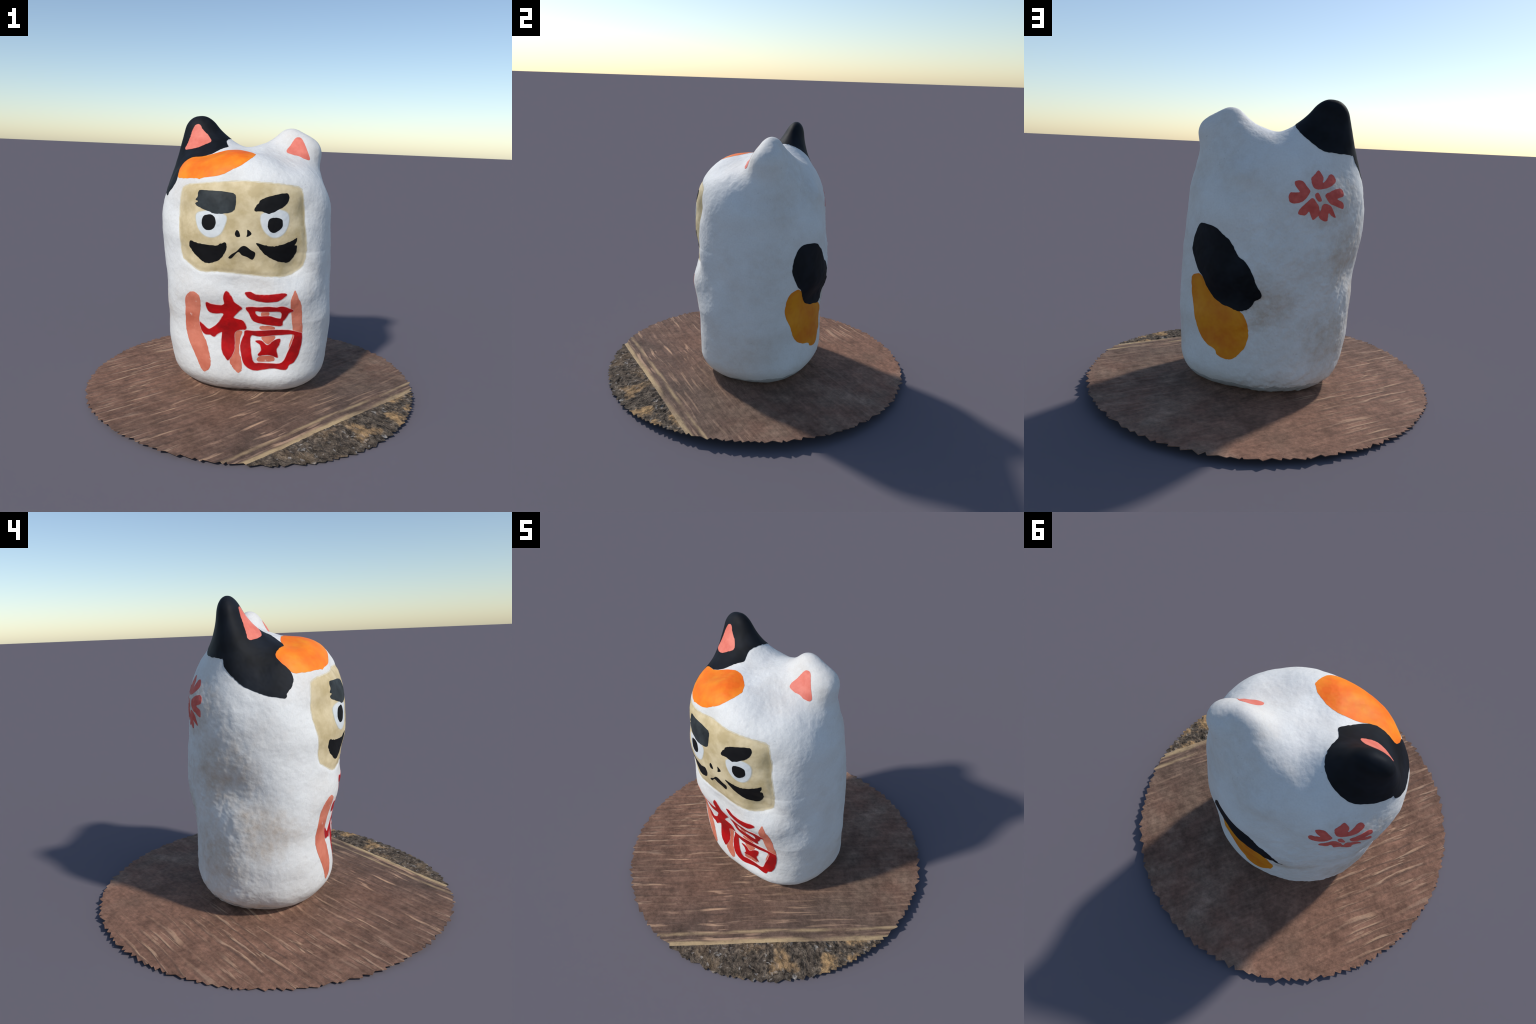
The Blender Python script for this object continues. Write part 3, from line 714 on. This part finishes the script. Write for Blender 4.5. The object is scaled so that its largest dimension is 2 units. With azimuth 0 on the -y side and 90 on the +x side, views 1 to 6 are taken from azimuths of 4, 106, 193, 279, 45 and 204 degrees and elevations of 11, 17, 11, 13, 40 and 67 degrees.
def soil_material():
    m = Mat("gravelly_soil", rough=0.9, spec=0.15)
    warp = m.node("ShaderNodeTexNoise")
    m.put(warp.inputs["Vector"], m.co)
    warp.inputs["Scale"].default_value = 16
    warp.inputs["Detail"].default_value = 4
    bent = m.mix(.10, m.co, warp.outputs["Color"])
    chips = m.voronoi(62, vec=bent, feature='F1', out="Color")
    sep = m.node("ShaderNodeSeparateColor")
    m.put(sep.inputs[0], chips)
    col = m.ramp(sep.outputs[0], (.0, (.060, .047, .037)), (.5, (.120, .092, .068)), (.92, (.165, .130, .096)), (1.0, (.30, .27, .24)))
    col = m.mix(1.0, col, m.ramp(m.noise(24, 5, .7), (.36, .32), (.60, 1.25)), 'MULTIPLY')
    ochre = m.ramp(m.noise(6, 4, .6), (.50, 0.0), (.60, 1.0))
    far = m.node("ShaderNodeSeparateXYZ")
    m.put(far.inputs[0], m.co)
    right = m.ramp(far.outputs[0], (.40, .12), (.85, 1.0))
    tan = m.ramp(m.noise(30, 3), (.35, (.30, .185, .09)), (.6, (.50, .315, .15)))
    col = m.mix(m.math('MULTIPLY', ochre, right), col, tan)
    height = m.math('ADD', m.voronoi(62, vec=bent), m.noise(40, 5, .7))
    return m.done(col, height, .6, .010)

def disc_height(x, y):
    t, r = np.arctan2(y, x), np.hypot(x, y)
    z = (.0262 + .0145 * x + .0147 * y + r**2 * (.0009 * np.cos(2 * t) + .0104 * np.sin(2 * t))
         + r**3 * (.0073 * np.cos(3 * t) + .0035 * np.sin(3 * t)))
    for cx, cy, h, w in ((.0, -.75, .006, .25), (.85, -.10, .006, .25), (.68, -.72, -.006, .18), (.08, -.50, .006, .16)):
        z = z + h * np.exp(-((x - cx)**2 + (y - cy)**2) / w**2)
    # the plank swells in front of the figure's right foot
    return z + .023 * np.exp(-((x - .48)**2 + (y + .48)**2) / .40**2) * (1 - .45 * smoothstep(.8, 1.0, r))

def ragged_radius(n):
    """Radius for n angles: irregular saw teeth along the rim, copied from the jagged scan sheet."""
    r = random.Random(23)
    angles, radii = [0.0], [.984]
    while angles[-1] < 2 * math.pi - .07:
        a = angles[-1]
        wide = .5 + .5 * math.sin(a * 2 - 1.0)
        step = r.uniform(.024, .055) + .04 * wide * r.random()
        peak = r.uniform(.991, 1.000) + (.003 if r.random() < .2 else 0)
        low = r.uniform(.970, .986)
        lean = r.uniform(.6, .97) if r.random() < .7 else r.uniform(.06, .35)
        angles += [a + step * lean, a + step]
        radii += [peak, low]
    angles[-1], radii[-1] = 2 * math.pi, radii[0]
    return np.interp(np.arange(n) * 2 * math.pi / n, angles, radii)

def build_disc():
    rings, cols = 110, 1400
    edge = ragged_radius(cols)
    a = np.arange(cols) * 2 * math.pi / cols
    rho = np.linspace(0, 1, rings + 1)[1:]
    w = smoothstep(.9, 1.0, rho)[:, None]
    R = rho[:, None] * (.985 * (1 - w) + edge[None] * w)
    x, y = (R * np.cos(a)).ravel() - .003, (R * np.sin(a)).ravel()
    rr = np.repeat(rho, cols)
    p2 = np.c_[x, y]
    u, s = p2 @ GRAIN, p2 @ ACROSS
    z = disc_height(x, y)
    # worn-in collar round the foot of the figure
    gap = trunk_distance(x, y, z + .012)
    z = z + .022 * np.exp(-(np.maximum(gap, 0) / .022)**2)
    fall = smoothstep(1.0, .94, rr)
    g = np.c_[u * .10, s, 0 * u]
    z = z + (.0016 * noise3(g, 46, 31) + .0010 * noise3(g * [3, 1, 1], 80, 32)) * (.3 + .7 * fall)
    soil = smoothstep(SEAM - .004, SEAM + .010, s + .004 * noise3(np.c_[u, s * 0, 0 * u], 14, 33))
    p3 = np.c_[p2, 0 * x]
    z = z + soil * fall * (.002 + .006 * noise3(p3, 34, 34) + .004 * noise3(p3, 75, 35))
    z = z - .004 * fall * soil * smoothstep(SEAM + .055, SEAM + .012, s)      # crevice under the plank edge
    thick = .003 + .012 * smoothstep(1.0, .8, rr)
    low = z - thick
    low = np.maximum(low, .0)
    z = np.maximum(z, low + .002)
    n = rings * cols
    v = np.vstack([np.c_[x, y, z], np.c_[x, y, low], [[0, 0, float(disc_height(0.0, 0.0))], [0, 0, .010]]])
    faces = []
    for i in range(rings - 1):
        for j in range(cols):
            k = (j + 1) % cols
            q = (i * cols + j, (i + 1) * cols + j, (i + 1) * cols + k, i * cols + k)
            faces.append(q)
            faces.append(tuple(n + t for t in q[::-1]))
    for j in range(cols):
        k = (j + 1) % cols
        faces.append((2 * n, j, k))
        faces.append((2 * n + 1, n + k, n + j))
        e = (rings - 1) * cols
        faces.append((e + j, n + e + j, n + e + k, e + k))
    return v, faces

def split_disc():
    base = empty("wooden_base", (0, 0, 0), "ragged round slab of weathered brown wood with gravel edge", "wood base")
    v, faces = build_disc()
    whole = mesh_from("whole_disc", v, faces)
    bm = bmesh.new()
    bm.from_mesh(whole)
    bmesh.ops.bisect_plane(bm, geom=bm.verts[:] + bm.edges[:] + bm.faces[:],
                           plane_co=(ACROSS[0] * SEAM, ACROSS[1] * SEAM, 0), plane_no=(ACROSS[0], ACROSS[1], 0))
    bm.to_mesh(whole)
    bm.free()
    normals = [tuple(n.vector) for n in whole.vertex_normals]
    co = np.array([p.co[:] for p in whole.vertices])
    lists = [tuple(p.vertices) for p in whole.polygons]
    mids = np.array([co[list(f)].mean(0) for f in lists])
    s = mids[:, :2] @ ACROSS
    for name, keep, mat in (("plank", s <= SEAM, wood_material()), ("gravel_strip", s > SEAM, soil_material())):
        idx = np.nonzero(keep)[0]
        used = sorted({q for i in idx for q in lists[i]})
        remap = {q: i for i, q in enumerate(used)}
        me = mesh_from(name, co[used], [[remap[q] for q in lists[i]] for i in idx])
        o = link(name, me, base, [mat])
        me.set_sharp_from_angle(angle=math.radians(50))
    bpy.data.meshes.remove(whole)

split_disc()
bpy.data.meshes.remove(whole)
